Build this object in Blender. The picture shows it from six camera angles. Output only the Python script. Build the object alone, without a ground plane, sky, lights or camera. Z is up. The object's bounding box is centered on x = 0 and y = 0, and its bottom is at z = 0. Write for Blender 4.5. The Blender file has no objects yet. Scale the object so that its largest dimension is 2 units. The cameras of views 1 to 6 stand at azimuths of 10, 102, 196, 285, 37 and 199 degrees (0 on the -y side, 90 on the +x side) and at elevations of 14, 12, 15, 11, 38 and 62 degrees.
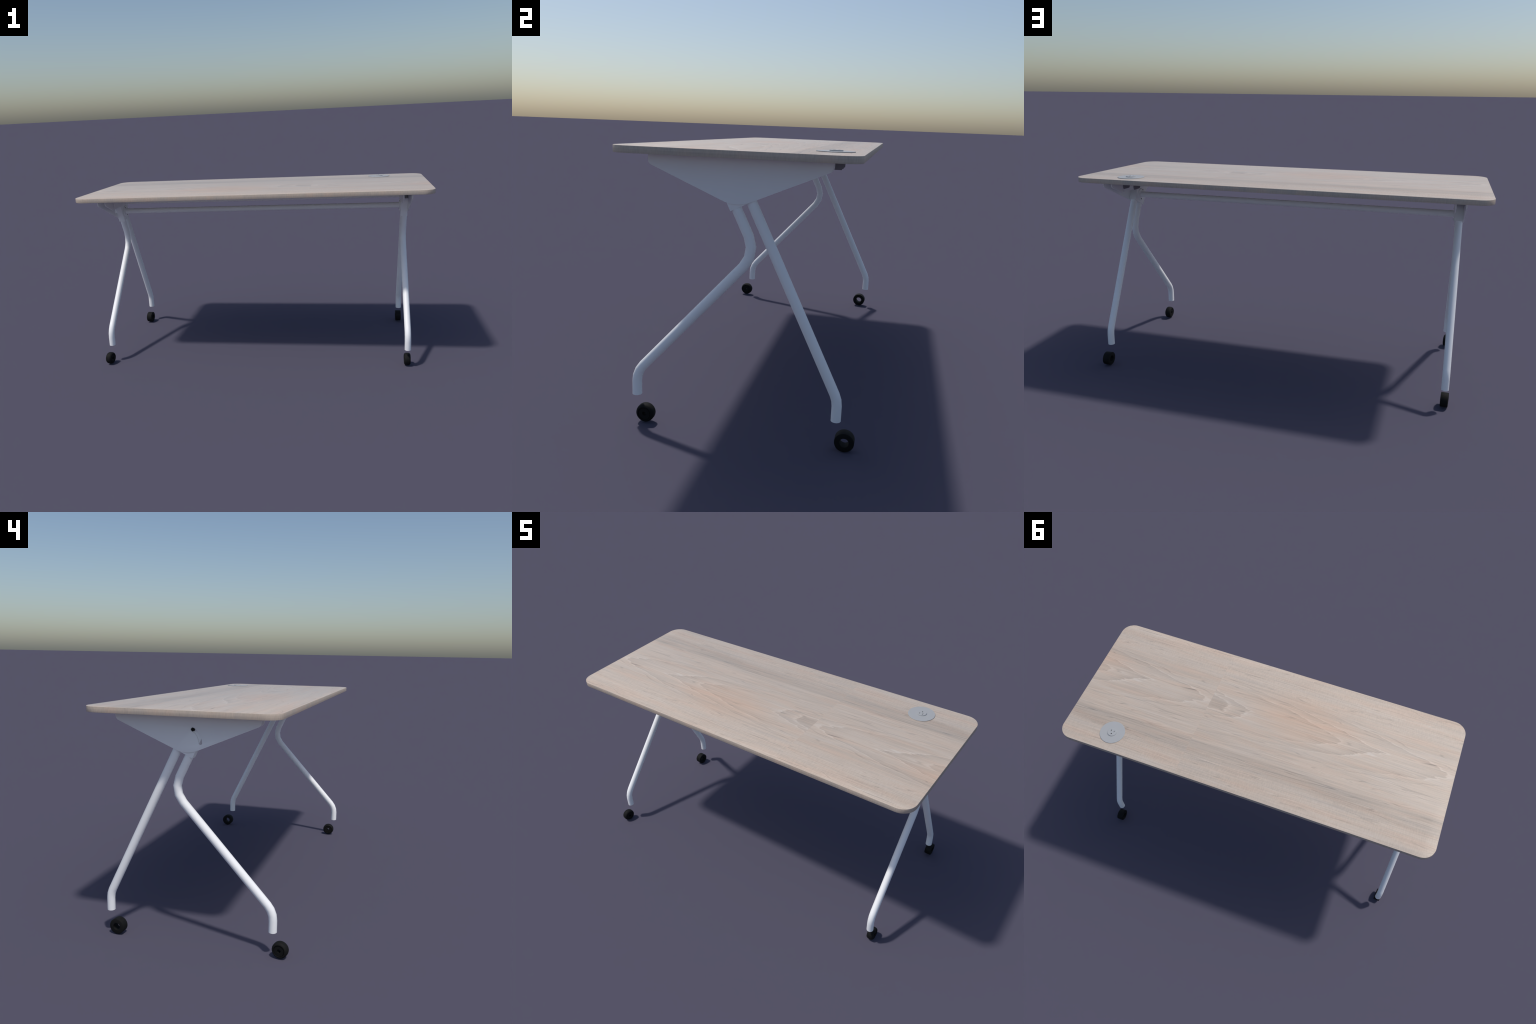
"""Flip-top training table: laminated wood top with a power socket, white
tubular Y-legs in folded-plate brackets, a round cross beam, loose castor wheels."""
import bpy, bmesh, math
from mathutils import Vector

# ------------------------------------------------------------------ sizes (m)
TOP_Z, TOP_T = 0.9977, 0.0231          # table top surface and thickness
TOP_LX, TOP_LY, TOP_R = 1.0, 0.4000, 0.068
LEG_X = 0.868                          # plane of each leg pair
TUBE_R = 0.0173
TILT = math.radians(26.0)              # lean of the straight leg
SPLAY = math.radians(42.3)             # lean of the crooked leg's long part
BEND_R = 0.095
FOOT_Y, FOOT_Z = 0.3627, 0.1035
PLATE_X = 0.8913                       # outer face of the outer bracket plate
WHEEL_R, WHEEL_W = 0.0342, 0.0350

# ------------------------------------------------------------------ helpers
def link(ob, parent=None):
    bpy.context.scene.collection.objects.link(ob)
    if parent is not None:
        ob.parent = parent
    return ob

def mesh_object(name, bm, mat, parent, smooth_angle=None):
    bmesh.ops.recalc_face_normals(bm, faces=bm.faces[:])
    me = bpy.data.meshes.new(name)
    bm.to_mesh(me)
    bm.free()
    me.materials.append(mat)
    if smooth_angle is not None:
        me.shade_smooth()
        me.set_sharp_from_angle(angle=math.radians(smooth_angle))
    return link(bpy.data.objects.new(name, me), parent)

def rounded_outline(corners, seg=6):
    """corners: (a, b, radius) in order -> 2D points with every corner filleted"""
    pts, n = [], len(corners)
    for i, (a, b, r) in enumerate(corners):
        p = Vector((a, b))
        if r <= 0:
            pts.append(p)
            continue
        d0 = (Vector(corners[i - 1][:2]) - p).normalized()
        d1 = (Vector(corners[(i + 1) % n][:2]) - p).normalized()
        half = d0.angle(d1) / 2
        bis = (d0 + d1).normalized()
        c = p + bis * (r / math.sin(half))
        t0, t1 = p + d0 * (r / math.tan(half)), p + d1 * (r / math.tan(half))
        a0 = math.atan2(t0.y - c.y, t0.x - c.x)
        da = math.atan2(t1.y - c.y, t1.x - c.x) - a0
        while da > math.pi: da -= 2 * math.pi
        while da < -math.pi: da += 2 * math.pi
        for k in range(seg + 1):
            an = a0 + da * k / seg
            pts.append(c + Vector((math.cos(an), math.sin(an))) * r)
    return pts

def plate(name, outline, x0, x1, mat, parent, holes=(), bevel=0.0006):
    """sheet lying in the y-z plane between x0 and x1, with optional cut-outs"""
    cu = bpy.data.curves.new(name, 'CURVE')
    cu.dimensions, cu.fill_mode = '2D', 'BOTH'
    cu.extrude = abs(x1 - x0) / 2 - bevel
    cu.bevel_depth, cu.bevel_resolution, cu.offset = bevel, 1, -bevel
    for ring in [outline, *holes]:
        sp = cu.splines.new('POLY')
        sp.points.add(len(ring) - 1)
        for q, p in zip(sp.points, ring):
            q.co = (p[0], p[1], 0, 1)
        sp.use_cyclic_u = True
    tmp = bpy.data.objects.new(name, cu)
    link(tmp)
    bpy.context.view_layer.update()
    me = bpy.data.meshes.new_from_object(tmp.evaluated_get(bpy.context.evaluated_depsgraph_get()))
    bpy.data.objects.remove(tmp)
    bm = bmesh.new()
    bm.from_mesh(me)
    bpy.data.meshes.remove(me)
    bmesh.ops.remove_doubles(bm, verts=bm.verts[:], dist=1e-6)
    for v in bm.verts:                       # curve plane (x, y) -> world (y, z)
        v.co = Vector(((x0 + x1) / 2 + v.co.z, v.co.x, v.co.y))
    return mesh_object(name, bm, mat, parent, 30)

def tube(name, path, r, mat, parent, sides=28):
    """round tube swept along a planar polyline, mitred at every joint"""
    bm = bmesh.new()
    P = [Vector(p) for p in path]
    n_plane = None
    for i in range(1, len(P) - 1):
        c = (P[i] - P[i - 1]).cross(P[i + 1] - P[i])
        if c.length > 1e-7:
            n_plane = c.normalized()
            break
    if n_plane is None:
        d = (P[-1] - P[0]).normalized()
        n_plane = d.orthogonal().normalized()
    rings = []
    for i, p in enumerate(P):
        d0 = (p - P[i - 1]).normalized() if i else (P[1] - p).normalized()
        d1 = (P[i + 1] - p).normalized() if i < len(P) - 1 else d0
        t = (d0 + d1).normalized()
        side = n_plane.cross(t)
        stretch = 1 / max(0.5, t.dot(d0))
        rings.append([bm.verts.new(p + n_plane * (r * math.cos(a)) + side * (r * stretch * math.sin(a)))
                      for a in (2 * math.pi * k / sides for k in range(sides))])
    for A, B in zip(rings, rings[1:]):
        for k in range(sides):
            bm.faces.new((A[k], A[(k + 1) % sides], B[(k + 1) % sides], B[k]))
    bm.faces.new(rings[0][::-1])
    bm.faces.new(rings[-1])
    return mesh_object(name, bm, mat, parent, 40)

def lathe(name, profile, mat, parent, axis='Z', closed=False, sides=48, angle=35):
    """profile of (radius, height) revolved about an axis through the origin"""
    bm = bmesh.new()
    rings = []
    for r, h in profile:
        if r < 1e-6:
            co = (0, 0, h) if axis == 'Z' else (h, 0, 0)
            rings.append([bm.verts.new(co)])
            continue
        ring = []
        for k in range(sides):
            a = 2 * math.pi * k / sides
            c, s = r * math.cos(a), r * math.sin(a)
            ring.append(bm.verts.new((c, s, h) if axis == 'Z' else (h, c, s)))
        rings.append(ring)
    pairs = list(zip(rings, rings[1:])) + ([(rings[-1], rings[0])] if closed else [])
    for A, B in pairs:
        for k in range(sides):
            k2 = (k + 1) % sides
            if len(A) == 1:
                bm.faces.new((A[0], B[k], B[k2]))
            elif len(B) == 1:
                bm.faces.new((A[k], B[0], A[k2]))
            else:
                bm.faces.new((A[k], B[k], B[k2], A[k2]))
    return mesh_object(name, bm, mat, parent, angle)

def arc(c, r, a0, a1, n):
    return [(c[0] + r * math.cos(a0 + (a1 - a0) * k / n), c[1] + r * math.sin(a0 + (a1 - a0) * k / n))
            for k in range(n + 1)]

# ------------------------------------------------------------------ materials
class Nodes:
    def __init__(self, name):
        self.mat = bpy.data.materials.new(name)
        self.mat.use_nodes = True
        self.t = self.mat.node_tree
        self.bsdf = self.t.nodes['Principled BSDF']
    def new(self, kind, **props):
        n = self.t.nodes.new(kind)
        for k, v in props.items():
            setattr(n, k, v)
        return n
    def put(self, sock, v):
        if isinstance(v, bpy.types.NodeSocket):
            self.t.links.new(v, sock)
        else:
            sock.default_value = v
    def math(self, op, a, b=0.0, c=0.0, clamp=False):
        n = self.new('ShaderNodeMath', operation=op, use_clamp=clamp)
        for s, v in zip(n.inputs, (a, b, c)):
            self.put(s, v)
        return n.outputs[0]
    def combine(self, x, y, z=0.0):
        n = self.new('ShaderNodeCombineXYZ')
        for s, v in zip(n.inputs, (x, y, z)):
            self.put(s, v)
        return n.outputs[0]
    def noise(self, vec, scale, detail=3.0, rough=0.5):
        n = self.new('ShaderNodeTexNoise')
        self.put(n.inputs['Vector'], vec)
        n.inputs['Scale'].default_value = scale
        n.inputs['Detail'].default_value = detail
        n.inputs['Roughness'].default_value = rough
        return n.outputs['Fac']
    def remap(self, v, a, b, c=0.0, d=1.0, smooth=True):
        n = self.new('ShaderNodeMapRange', interpolation_type='SMOOTHSTEP' if smooth else 'LINEAR')
        for s, x in zip(n.inputs, (v, a, b, c, d)):
            self.put(s, x)
        return n.outputs[0]
    def ramp(self, v, stops, mode='LINEAR'):
        n = self.new('ShaderNodeValToRGB')
        n.color_ramp.interpolation = mode
        el = n.color_ramp.elements
        while len(el) < len(stops):
            el.new(0.5)
        for e, (p, c) in zip(el, stops):
            e.position = p
            e.color = (c, c, c, 1) if isinstance(c, (int, float)) else (*c, 1)
        self.put(n.inputs[0], v)
        return n.outputs[0]
    def mix(self, f, a, b, mode='MIX'):
        n = self.new('ShaderNodeMix', data_type='RGBA', blend_type=mode)
        for s, v in zip((n.inputs['Factor'], n.inputs['A'], n.inputs['B']), (f, a, b)):
            self.put(s, v if not isinstance(v, tuple) else (*v, 1))
        return n.outputs['Result']

def paint_material(name, col, rough, spread=0.02, spec=0.5):
    """painted / moulded surface with a very slight tonal unevenness"""
    m = Nodes(name)
    co = m.new('ShaderNodeTexCoord').outputs['Object']
    f = m.noise(co, 9.0, 3.0)
    lo = tuple(c * (1 - spread) for c in col)
    hi = tuple(min(1, c * (1 + spread)) for c in col)
    m.put(m.bsdf.inputs['Base Color'], m.mix(f, lo, hi))
    m.bsdf.inputs['Roughness'].default_value = rough
    m.bsdf.inputs['Specular IOR Level'].default_value = spec
    return m.mat

def wood_material():
    """Bleached-elm laminate: a 1.333 m print repeats along x (joint at x=0.335);
    cathedral growth rings point towards -x around the line y=-0.085, straight grain beside them."""
    m = Nodes('bleached_elm_laminate')
    co = m.new('ShaderNodeTexCoord').outputs['Object']
    sep = m.new('ShaderNodeSeparateXYZ')
    m.put(sep.inputs[0], co)
    X, Yr, Z = sep.outputs
    Y = Yr
    T = m.math('WRAP', m.math('SUBTRACT', X, 0.335), 1.3333, 0.0)
    tile = m.math('GREATER_THAN', X, 0.335)

    # growth-ring field F = T - shape(d)
    drift = m.noise(m.combine(m.math('MULTIPLY', T, 3.0), 0.0, 4.0), 1.0, 2.0)
    d = m.math('ADD', m.math('ADD', Y, 0.085), m.math('MULTIPLY_ADD', drift, 0.05, -0.025))
    neg = m.math('MAXIMUM', m.math('MULTIPLY', d, -1.0), 0.0)
    pos = m.math('MAXIMUM', d, 0.0)
    shape_n = m.math('ADD', m.math('MULTIPLY', neg, 3.5), m.math('MULTIPLY', m.math('MULTIPLY', neg, neg), 12.0))
    shape_p = m.math('MULTIPLY', m.math('MULTIPLY', pos, pos), 22.0)
    jag = m.noise(m.combine(m.math('MULTIPLY', T, 9.0), m.math('MULTIPLY', Y, 75.0)), 1.0, 3.0, 0.65)
    wave = m.noise(m.combine(m.math('MULTIPLY', T, 5.0), m.math('MULTIPLY', Y, 20.0), 2.0), 1.0, 1.0)
    F = m.math('SUBTRACT', T, m.math('ADD', shape_n, shape_p))
    calm = m.remap(m.math('ABSOLUTE', d), 0.06, 0.16, 1.0, 0.18)      # ragged tips, calmer flanks
    F = m.math('ADD', F, m.math('MULTIPLY', calm, m.math('MULTIPLY_ADD', jag, 0.11, -0.055)))
    F = m.math('ADD', F, m.math('MULTIPLY', calm, m.math('MULTIPLY_ADD', wave, 0.16, -0.08)))

    # five cathedral tips: pale outside the ring, darker just inside, fading inward
    Fn = m.remap(F, -0.1, 1.4, 0.0, 1.0, smooth=False)
    def lvl(t):
        return (t + 0.1) / 1.5
    stops = [(0.0, 0.50)]
    for t, amp in ((0.038, 0.9), (0.409, 1.0), (0.611, 0.7), (1.089, 0.8), (1.232, 0.8)):
        stops += [(lvl(t) - 0.022, 0.53), (lvl(t) - 0.0035, 0.5 + 0.36 * amp),
                  (lvl(t) + 0.0010, 0.5 - 0.20 * amp), (lvl(t) + 0.065, 0.46)]
    rings_in = m.ramp(Fn, stops)
    # straight grain: irregular saw over the field further out, thin dark line beside a thin pale one
    step = m.math('ADD', m.math('MULTIPLY', F, 3.4),
                  m.math('MULTIPLY', m.noise(m.combine(m.math('MULTIPLY', F, 1.7), 7.0), 1.0, 2.0), 2.6))
    saw = m.math('FRACT', step)
    line_amp = m.noise(m.combine(m.math('MULTIPLY', T, 2.0), m.math('MULTIPLY', Y, 30.0), 9.0), 1.0, 1.0)
    rings_out = m.ramp(saw, [(0.0, 0.55), (0.018, 0.26), (0.045, 0.30), (0.14, 0.48), (0.94, 0.52), (1.0, 0.55)])
    rings_out = m.mix(m.remap(line_amp, 0.3, 0.65), (0.5, 0.5, 0.5), rings_out)
    rings_in = m.mix(m.remap(m.math('ABSOLUTE', d), 0.05, 0.15, 0.0, 0.6), rings_in, (0.47, 0.47, 0.47))
    rings = m.mix(m.remap(F, -0.10, -0.06), rings_out, rings_in)

    # streak noises running along the boards
    fine = m.noise(m.combine(m.math('MULTIPLY', T, 3.2), m.math('MULTIPLY', Y, 150.0), tile), 1.0, 3.0, 0.6)
    mid = m.noise(m.combine(m.math('MULTIPLY', T, 1.1), m.math('MULTIPLY', Y, 42.0), tile), 1.0, 3.0, 0.55)
    broad = m.noise(m.combine(m.math('MULTIPLY', T, 1.3), m.math('MULTIPLY', Y, 13.0), 5.0), 1.0, 2.0)
    hue = m.noise(m.combine(m.math('MULTIPLY', T, 2.2), m.math('MULTIPLY', Y, 22.0), 11.0), 1.0, 3.0, 0.6)
    hatch = m.noise(m.combine(m.math('MULTIPLY', X, 190.0), m.math('MULTIPLY', Y, 38.0), m.math('MULTIPLY', Z, 60.0)), 1.0, 2.0)
    # thin pore lines: iso-lines of a long stretched noise
    flow = m.noise(m.combine(m.math('MULTIPLY', T, 0.9), m.math('MULTIPLY', m.math('ADD', Y, m.math('MULTIPLY', drift, 0.03)), 17.0), 21.0), 1.0, 2.0, 0.45)
    iso = m.math('ABSOLUTE', m.math('SUBTRACT', m.math('FRACT', m.math('MULTIPLY', flow, 11.0)), 0.5))
    pores = m.math('MULTIPLY', m.remap(iso, 0.0, 0.085, 1.0, 0.0), m.remap(line_amp, 0.28, 0.60))
    pale = m.math('MULTIPLY', m.math('MULTIPLY', m.remap(iso, 0.07, 0.12), m.remap(iso, 0.12, 0.20, 1.0, 0.0)), m.remap(mid, 0.45, 0.65))
    # strips of straighter, hatched grain lie along both long sides
    side_strip = m.remap(m.math('ABSOLUTE', m.math('SUBTRACT', Y, 0.01)), 0.19, 0.30)

    # value built around 0.5
    v = m.math('MULTIPLY_ADD', m.math('SUBTRACT', fine, 0.5), 0.60, 0.52)
    v = m.math('ADD', v, m.math('MULTIPLY', m.math('SUBTRACT', mid, 0.5), 0.24))
    v = m.math('ADD', v, m.math('MULTIPLY', m.math('SUBTRACT', broad, 0.5), 0.22))
    ring_gain = m.remap(side_strip, 0.0, 1.0, 0.80, 0.25)
    v = m.math('ADD', v, m.math('MULTIPLY', m.math('SUBTRACT', rings, 0.5), ring_gain))
    v = m.math('SUBTRACT', v, m.math('MULTIPLY', pores, 0.21))
    v = m.math('ADD', v, m.math('MULTIPLY', pale, 0.10))
    v = m.math('ADD', v, m.math('MULTIPLY', m.math('SUBTRACT', hatch, 0.5),
                                m.math('MULTIPLY_ADD', side_strip, 0.26, 0.10)))
    # brown-grey heart band near the back edge, starting sharply
    band = m.math('MULTIPLY', m.remap(Y, 0.178, 0.188), m.remap(Y, 0.235, 0.315, 1.0, 0.0))
    v = m.math('SUBTRACT', v, m.math('MULTIPLY', band, 0.16))
    # grey-brown knot beside the joint, at the innermost ring
    kx = m.math('MULTIPLY', m.math('SUBTRACT', T, 1.305), 11.0)
    ky = m.math('MULTIPLY', m.math('ADD', Y, 0.062), 30.0)
    knot = m.remap(m.math('ADD', m.math('MULTIPLY', kx, kx), m.math('MULTIPLY', ky, ky)), 0.1, 1.0, 1.0, 0.0)
    v = m.math('SUBTRACT', v, m.math('MULTIPLY', knot, m.math('MULTIPLY_ADD', mid, 0.24, 0.02)))
    # short dark resin dash
    dash = m.math('MULTIPLY', m.remap(m.math('ABSOLUTE', m.math('ADD', m.math('MULTIPLY_ADD', T, -0.12, Y), 0.118)),
                                      0.0015, 0.005, 1.0, 0.0),
                  m.math('MULTIPLY', m.remap(T, 0.09, 0.105), m.remap(T, 0.12, 0.20, 1.0, 0.0)))
    v = m.math('SUBTRACT', v, m.math('MULTIPLY', dash, 0.45))
    base = m.ramp(v, [(0.0, WOOD[0]), (0.33, WOOD[1]), (0.55, WOOD[2]), (1.0, WOOD[3])])
    # hue: greyish versus rosy streaks, a warm glow around the middle of the print
    tint = m.ramp(hue, [(0.30, GREYISH), (0.50, (1.0, 1.0, 1.0)), (0.68, ROSY)])
    base = m.mix(1.0, base, tint, 'MULTIPLY')
    gx = m.math('MULTIPLY', m.math('SUBTRACT', T, 0.84), 2.9)
    gy = m.math('MULTIPLY', m.math('ADD', Y, 0.13), 6.0)
    glow = m.math('ADD', m.math('MULTIPLY', gx, gx), m.math('MULTIPLY', gy, gy))
    base = m.mix(m.remap(glow, 0.0, 1.0, 0.75, 0.0), base, WARM, 'MULTIPLY')
    m.put(m.bsdf.inputs['Base Color'], base)
    m.bsdf.inputs['Roughness'].default_value = 0.55
    m.bsdf.inputs['Sheen Weight'].default_value = 0.30            # pale bloom at grazing angles
    m.bsdf.inputs['Sheen Roughness'].default_value = 0.45
    m.bsdf.inputs['Specular IOR Level'].default_value = 0.5
    return m.mat

def edge_material():
    """edge strip: short upright hatching crossed by a few long streaks"""
    m = Nodes('edge_strip_laminate')
    co = m.new('ShaderNodeTexCoord').outputs['Object']
    sep = m.new('ShaderNodeSeparateXYZ')
    m.put(sep.inputs[0], co)
    X, Y, Z = sep.outputs
    run = m.math('ADD', X, Y)
    run2 = m.math('SUBTRACT', X, Y)
    hatch = m.noise(m.combine(m.math('MULTIPLY', run, 130.0), m.math('MULTIPLY', run2, 130.0), m.math('MULTIPLY', Z, 45.0)), 1.0, 3.0, 0.6)
    streak = m.noise(m.combine(m.math('MULTIPLY', run, 1.6), m.math('MULTIPLY', run2, 1.6), m.math('MULTIPLY', Z, 330.0)), 1.0, 3.0, 0.6)
    patch = m.noise(m.combine(m.math('MULTIPLY', run, 9.0), m.math('MULTIPLY', run2, 9.0), 0.0), 1.0, 2.0)
    v = m.math('MULTIPLY_ADD', m.math('SUBTRACT', hatch, 0.5), 0.55, 0.46)
    v = m.math('ADD', v, m.math('MULTIPLY', m.math('SUBTRACT', streak, 0.5), 0.55))
    v = m.math('ADD', v, m.math('MULTIPLY', m.math('SUBTRACT', patch, 0.5), 0.25))
    base = m.ramp(v, [(0.0, WOOD[0]), (0.33, WOOD[1]), (0.58, WOOD[2]), (1.0, WOOD[3])])
    tint = m.ramp(patch, [(0.32, GREYISH), (0.5, (1.0, 1.0, 1.0)), (0.68, ROSY)])
    m.put(m.bsdf.inputs['Base Color'], m.mix(1.0, base, tint, 'MULTIPLY'))
    m.bsdf.inputs['Roughness'].default_value = 0.5
    return m.mat

WOOD = [(0.310, 0.264, 0.222), (0.484, 0.401, 0.329), (0.590, 0.487, 0.397), (0.690, 0.618, 0.540)]
ROSY = (1.03, 0.972, 0.945)
GREYISH = (0.955, 0.985, 1.02)
WARM = (1.035, 0.925, 0.855)

wood = wood_material()
edge_band = edge_material()
white = paint_material('white_powder_coat', (0.985, 0.985, 0.985), 0.45, 0.01)
grey = paint_material('grey_socket_plastic', (0.385, 0.393, 0.400), 0.55, 0.01)
black = paint_material('black_rubber', (0.0065, 0.0065, 0.0065), 0.75, 0.1, 0.22)
dark = paint_material('dark_plastic', (0.24, 0.23, 0.25), 0.6, 0.05, 0.4)
hole_black = paint_material('hole_shade_screw_black', (0.012, 0.011, 0.010), 0.8, 0.05, 0.2)  # near-black painted in for the shade inside socket holes; also colours the screws

# ------------------------------------------------------------------ thing
root = bpy.data.objects.new('flip_top_table', None)
root["label"] = "rectangular wooden flip-top table on white tubular legs with castors"
root["category"] = "table"
link(root)

# table top: rounded rectangle with eased edges
def build_top():
    out = rounded_outline([(-TOP_LX, -TOP_LY, TOP_R), (TOP_LX, -TOP_LY, TOP_R),
                           (TOP_LX, TOP_LY, TOP_R), (-TOP_LX, TOP_LY, TOP_R)], 12)
    bm = bmesh.new()
    vs = [bm.verts.new((p.x, p.y, TOP_Z - TOP_T)) for p in out]
    f = bm.faces.new(vs)
    ext = bmesh.ops.extrude_face_region(bm, geom=[f])
    bmesh.ops.translate(bm, verts=[g for g in ext['geom'] if isinstance(g, bmesh.types.BMVert)], vec=(0, 0, TOP_T))
    rim = [e for e in bm.edges if abs(e.verts[0].co.z - e.verts[1].co.z) < 1e-6]
    bmesh.ops.bevel(bm, geom=rim, offset=0.0007, segments=2, profile=0.5, affect='EDGES')
    top = mesh_object('table_top', bm, wood, root, 40)
    top.data.materials.append(edge_band)
    for p in top.data.polygons:                               # glued edge strip all round
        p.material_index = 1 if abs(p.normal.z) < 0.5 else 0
    return top
build_top()

# ---- power socket set into the back right of the top
SX, SY = 0.7345, 0.2935
socket = lathe('power_socket', [(0, 0.0002), (0.0652, 0.0002), (0.0656, 0.0006), (0.0656, 0.0024), (0.0650, 0.0030), (0, 0.0030)],
               grey, root, sides=64)
socket.location = (SX, SY, TOP_Z)
outlet = lathe('outlet_face', [(0, 0.0), (0.0232, 0.0), (0.0232, 0.0032), (0.0226, 0.0038), (0, 0.0038)], grey, socket, sides=48)
outlet.location = (0.0005, 0.0015, 0.0028)
def prong_hole_block(y0, y1, x0, x1):  # solid dark block on the outlet, nothing cut; stands in for a prong hole
    bm = bmesh.new()
    bmesh.ops.create_cube(bm, size=1.0)
    for v in bm.verts:
        v.co = Vector(((x0 + x1) / 2 + v.co.x * (x1 - x0), (y0 + y1) / 2 + v.co.y * (y1 - y0), 0.0034 + v.co.z * 0.0012))
    slot = mesh_object('prong_slot_block', bm, hole_black, socket)
    slot.location = outlet.location
    return slot
prong_hole_block(-0.0125, -0.0020, 0.0066, 0.0092)
prong_hole_block(-0.0105, -0.0018, -0.0102, -0.0078)
ground_hole_disc = lathe('ground_slot_disc', [(0, 0.0028), (0.0031, 0.0028), (0.0031, 0.0040), (0, 0.0040)], hole_black, socket, sides=20)  # added dark disc in place of a real opening; its black imitates depth
ground_hole_disc.location = outlet.location + Vector((-0.0008, 0.0100, 0))
# two dark retaining clips hang below the top at the socket's sides
clip_profile = rounded_outline([(-0.0250, TOP_Z - TOP_T, 0), (-0.0310, 0.968, 0), (-0.0310, 0.949, 0), (-0.0240, 0.9405, 0),
                                (0.0255, 0.9405, 0), (0.0275, 0.944, 0), (0.0315, 0.948, 0), (0.0315, 0.962, 0),
                                (0.0255, 0.966, 0), (0.0250, TOP_Z - TOP_T, 0)])
for sx in (-1, 1):
    c = plate('retaining_clip', [(p.x, p.y) for p in clip_profile], sx * 0.0275, sx * 0.0315, dark, socket, bevel=0.0003)
    c.matrix_parent_inverse.identity()
    c.location = (0, 0, -TOP_Z)

# ------------------------------------------------------------------ leg sets
def leg_paths():
    """centre lines in (y, z): straight leg and crooked leg"""
    # straight leg: vertical foot, bend by TILT, then straight up into the bracket
    za = 0.1570
    rear = [(FOOT_Y, FOOT_Z)]
    rear += [(FOOT_Y - BEND_R * (1 - math.cos(a)), za + BEND_R * math.sin(a)) for a in (0, TILT / 2, TILT)]
    y0, z0 = rear[-1]
    L = 0.745
    rear.append((y0 - L * math.sin(TILT), z0 + L * math.cos(TILT)))
    # crooked leg: vertical foot, SPLAY bend, long diagonal, elbow, then parallel to the rear leg
    za = 0.1527
    fy = FOOT_Y - 0.0010
    front = [(-fy, FOOT_Z)]
    front += [(-fy + BEND_R * (1 - math.cos(a)), za + BEND_R * math.sin(a)) for a in (0, SPLAY / 3, 2 * SPLAY / 3, SPLAY)]
    y0, z0 = front[-1]
    turn = SPLAY + TILT
    # elbow arc: chosen so that its end meets the upper line through (0.0000, 0.8000)
    dy = BEND_R * (math.cos(TILT) - math.cos(SPLAY))
    elbow = lambda a: (BEND_R * (math.cos(a)), BEND_R * math.sin(a))
    # diagonal length from the condition on the upper line
    nx, nz = math.cos(TILT), math.sin(TILT)                 # normal of the upper line
    target = 0.0000 * nx + 0.7957 * nz
    e0, e1 = elbow(-SPLAY), elbow(TILT)
    off = (e1[0] - e0[0], e1[1] - e0[1])
    need = target - ((y0 + off[0]) * nx + (z0 + off[1]) * nz)
    L = need / (math.sin(SPLAY) * nx + math.cos(SPLAY) * nz)
    sy, sz = y0 + L * math.sin(SPLAY), z0 + L * math.cos(SPLAY)
    for k in range(4):
        e = elbow(-SPLAY + turn * k / 3)
        front.append((sy + e[0] - e0[0], sz + e[1] - e0[1]))
    y1, z1 = front[-1]
    front.append((y1 - 0.17 * math.sin(TILT), z1 + 0.17 * math.cos(TILT)))
    return front, rear

def uw(u, w):
    """leg-aligned frame: u runs down along the upper leg, w across to the back"""
    s, c = math.sin(TILT), math.cos(TILT)
    return (c * w + s * u, s * w - c * u)

def plate_outline():
    r = 0.12
    a = math.radians(23.2)
    return rounded_outline([(-0.3045, TOP_Z - TOP_T, 0), (-0.3045, 0.9395, 0.018), (0.0, 0.8110, r),
                            (0.3055, 0.9420, 0.024), (0.3055, TOP_Z - TOP_T, 0)], 10)

def slot_outline():
    """curved guide slot: mid-line arc, constant width, round ends"""
    mid = [Vector(p) for p in ((-0.0280, 0.9142), (-0.0400, 0.9060), (-0.0500, 0.8935), (-0.0563, 0.8795), (-0.0590, 0.8625))]
    h, left, right = 0.0076, [], []
    for i, p in enumerate(mid):
        t = (mid[min(i + 1, len(mid) - 1)] - mid[max(i - 1, 0)]).normalized()
        n = Vector((-t.y, t.x))
        left.append(p + n * h)
        right.append(p - n * h)
    def cap(p, frm, to):
        a0 = math.atan2(*(frm - p).yx)
        return [p + Vector((math.cos(a0 - math.pi * k / 6), math.sin(a0 - math.pi * k / 6))) * h for k in range(1, 6)]
    return left + cap(mid[-1], left[-1], right[-1]) + right[::-1] + cap(mid[0], right[0], left[0])

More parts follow.
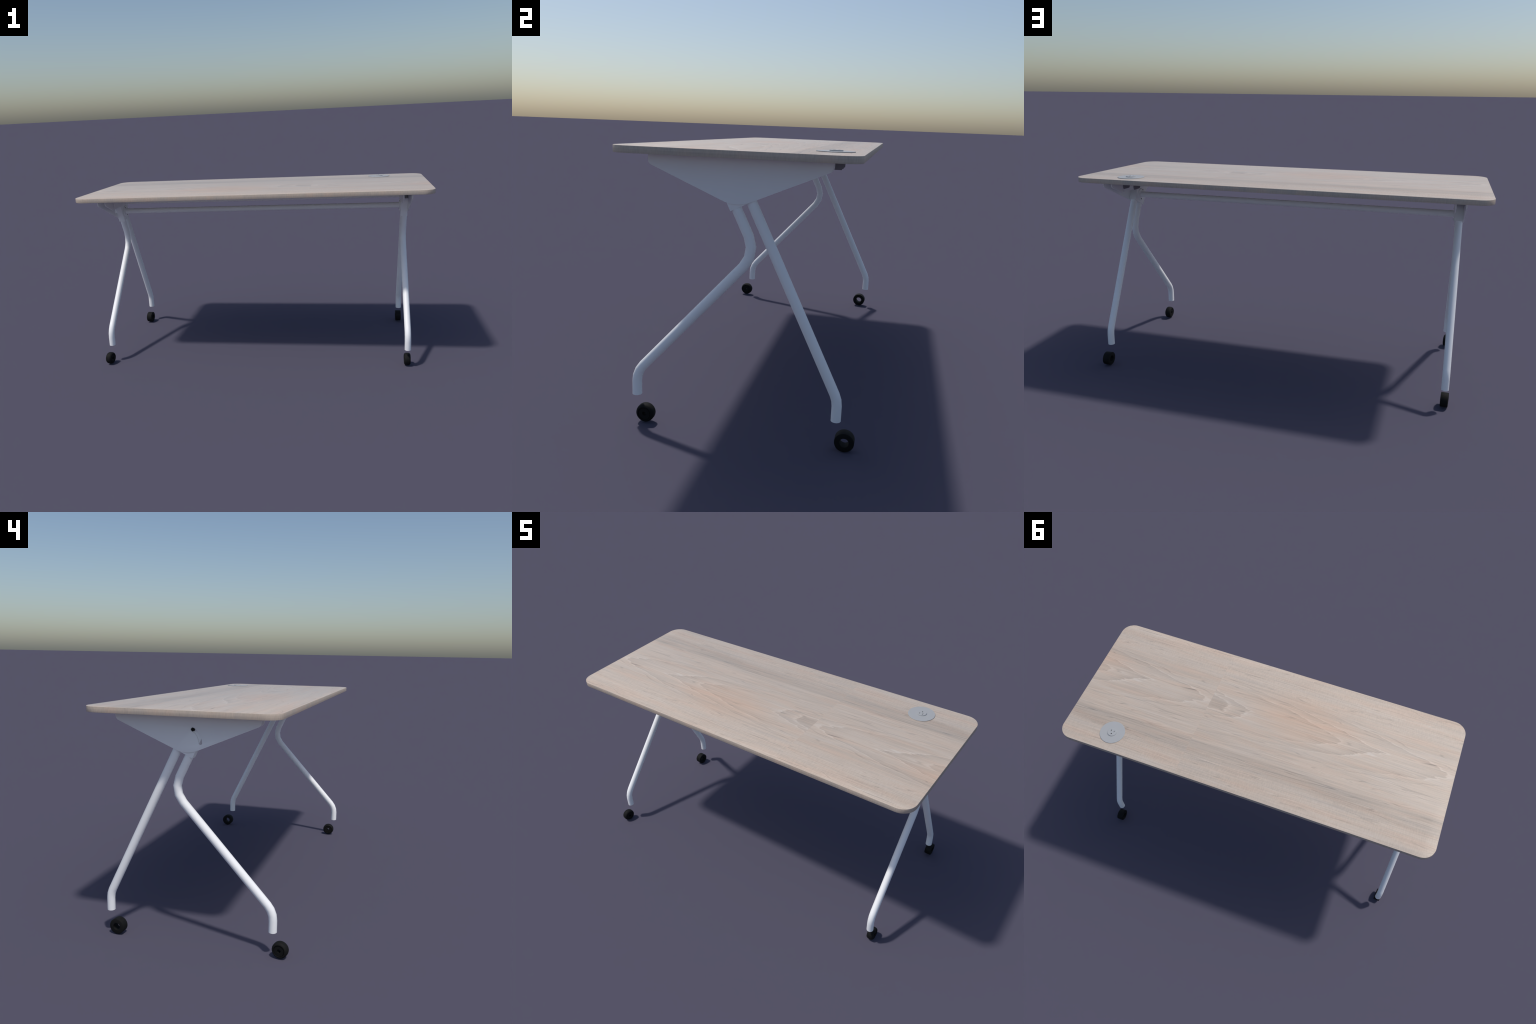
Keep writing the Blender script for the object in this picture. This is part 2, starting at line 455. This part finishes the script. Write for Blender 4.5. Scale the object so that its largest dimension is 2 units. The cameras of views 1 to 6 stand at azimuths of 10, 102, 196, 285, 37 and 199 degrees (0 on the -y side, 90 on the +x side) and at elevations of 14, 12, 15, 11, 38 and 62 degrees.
front_path, rear_path = leg_paths()
UNDER = TOP_Z - TOP_T
for side in (1, -1):
    x = side * LEG_X
    tube('leg', [(x, y, z) for y, z in front_path], TUBE_R, white, root)
    tube('leg', [(x, y, z) for y, z in rear_path], TUBE_R, white, root)

    # bracket under the top: outer plate, top web, shallower inner wall, holder box for the legs
    bracket = bpy.data.objects.new('leg_bracket', None)
    link(bracket, root)
    holes = [slot_outline()] if side < 0 else []
    plate('outer_plate', plate_outline(), side * PLATE_X, side * (PLATE_X - 0.0058), white, bracket, holes)
    xi0, xi1 = side * 0.8457, side * 0.8412
    mid_wall = [(-0.1820, UNDER - 0.0003), (-0.1820, 0.901), (0.1820, 0.901), (0.1820, UNDER - 0.0003)]
    plate('inner_wall', mid_wall, xi0, xi1, white, bracket)
    for e in (-1, 1):
        end = rounded_outline([(e * 0.1860, UNDER - 0.0003, 0), (e * 0.1860, 0.9010, 0.004), (e * 0.2080, 0.9010, 0.01),
                               (e * 0.3050, 0.9400, 0.022), (e * 0.3050, UNDER - 0.0003, 0)])
        plate('inner_wall', end, xi0, xi1, white, bracket)
    plate('mounting_web', [(-0.298, UNDER - 0.0035), (0.298, UNDER - 0.0035), (0.298, UNDER - 0.0004), (-0.298, UNDER - 0.0004)],
          side * (PLATE_X - 0.0060), side * 0.8459, white, bracket, bevel=0.0003)
    w0, w1, u0, u1 = 0.3300, 0.4272, -0.7262, -0.8500
    box = [uw(u0, w0), uw(u0, w1), uw(u1, w1), uw(u1, w0)]
    plate('leg_holder', box, side * 0.8853, side * 0.8470, white, bracket, bevel=0.0012)

    # round beam flange with two screws, on the inner side of the holder
    flange = lathe('beam_flange', [(0, 0), (0.0340, 0), (0.0340, -0.0045), (0.0332, -0.0055), (0, -0.0055)], white, bracket, 'X', sides=40)
    flange.scale = (side, 1, 1)
    flange.location = (side * 0.8469, 0.0, 0.8600)
    for e in (-1, 1):
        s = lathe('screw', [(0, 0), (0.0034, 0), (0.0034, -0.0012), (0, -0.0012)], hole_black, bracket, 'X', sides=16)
        s.scale = (side, 1, 1)
        s.location = flange.location + Vector((-side * 0.0053, -e * 0.0262 * math.sin(TILT), e * 0.0262 * math.cos(TILT)))
    if side < 0:
        pin = lathe('guide_pin', [(0, -0.012), (0.0082, -0.012), (0.0082, 0.0015), (0.0076, 0.0020), (0, 0.0020)], black, bracket, 'X', sides=5, angle=20)
        pin.scale = (side, 1, 1)
        pin.location = (side * (PLATE_X - 0.0005), -0.0280, 0.9142)

tube('cross_beam', [(-0.8420, 0, 0.8600), (0.8420, 0, 0.8600)], 0.0163, white, root)

# upright stiffening rail under the top, from bracket to bracket
rail_profile = rounded_outline([(-0.0120, TOP_Z - TOP_T - 0.0003, 0), (-0.0120, 0.9066, 0.002), (0.0010, 0.9066, 0.002),
                                (0.0010, TOP_Z - TOP_T - 0.0003, 0)], 3)
plate('stiffening_rail', rail_profile, -0.8410, 0.8410, white, root, bevel=0.0002)

# ------------------------------------------------------------------ castor wheels
hw = WHEEL_W / 2
flat_profile = [(0.0163, -hw), (WHEEL_R - 0.0022, -hw), (WHEEL_R - 0.0006, -hw + 0.0008), (WHEEL_R, -hw + 0.0026),
                (WHEEL_R, hw - 0.0026), (WHEEL_R - 0.0006, hw - 0.0008), (WHEEL_R - 0.0022, hw), (0.0163, hw)]
R = WHEEL_R
half = [(0.0080, 0.0158), (0.0212, 0.0158), (0.0220, 0.0142), (0.0232, 0.0142), (0.0240, 0.0172), (0.0270, 0.0172),
        (0.0303, 0.0152), (0.0328, 0.0118), (0.0340, 0.0078), (R, 0.0040)]
round_profile = [(r, -h) for r, h in half] + [(r, h) for r, h in half[::-1]]
TRAIL = 0.0340
# every wheel trails its leg: (leg x, leg y, trail direction along y, swivel)
for x, y, way, swivel, prof in ((LEG_X, -FOOT_Y, 1, 0.0, round_profile), (-LEG_X, -FOOT_Y, -1, 9.5, round_profile),
                                (LEG_X, FOOT_Y, 1, 0.0, flat_profile), (-LEG_X, FOOT_Y, -1, 4.5, flat_profile)):
    a = math.radians(swivel)
    w = lathe('castor_wheel', prof, black, root, 'X', closed=True, sides=56, angle=30)
    w.rotation_euler = (0, 0, way * a)
    w.location = (x + way * TRAIL * math.sin(a), y + way * TRAIL * math.cos(a), WHEEL_R)
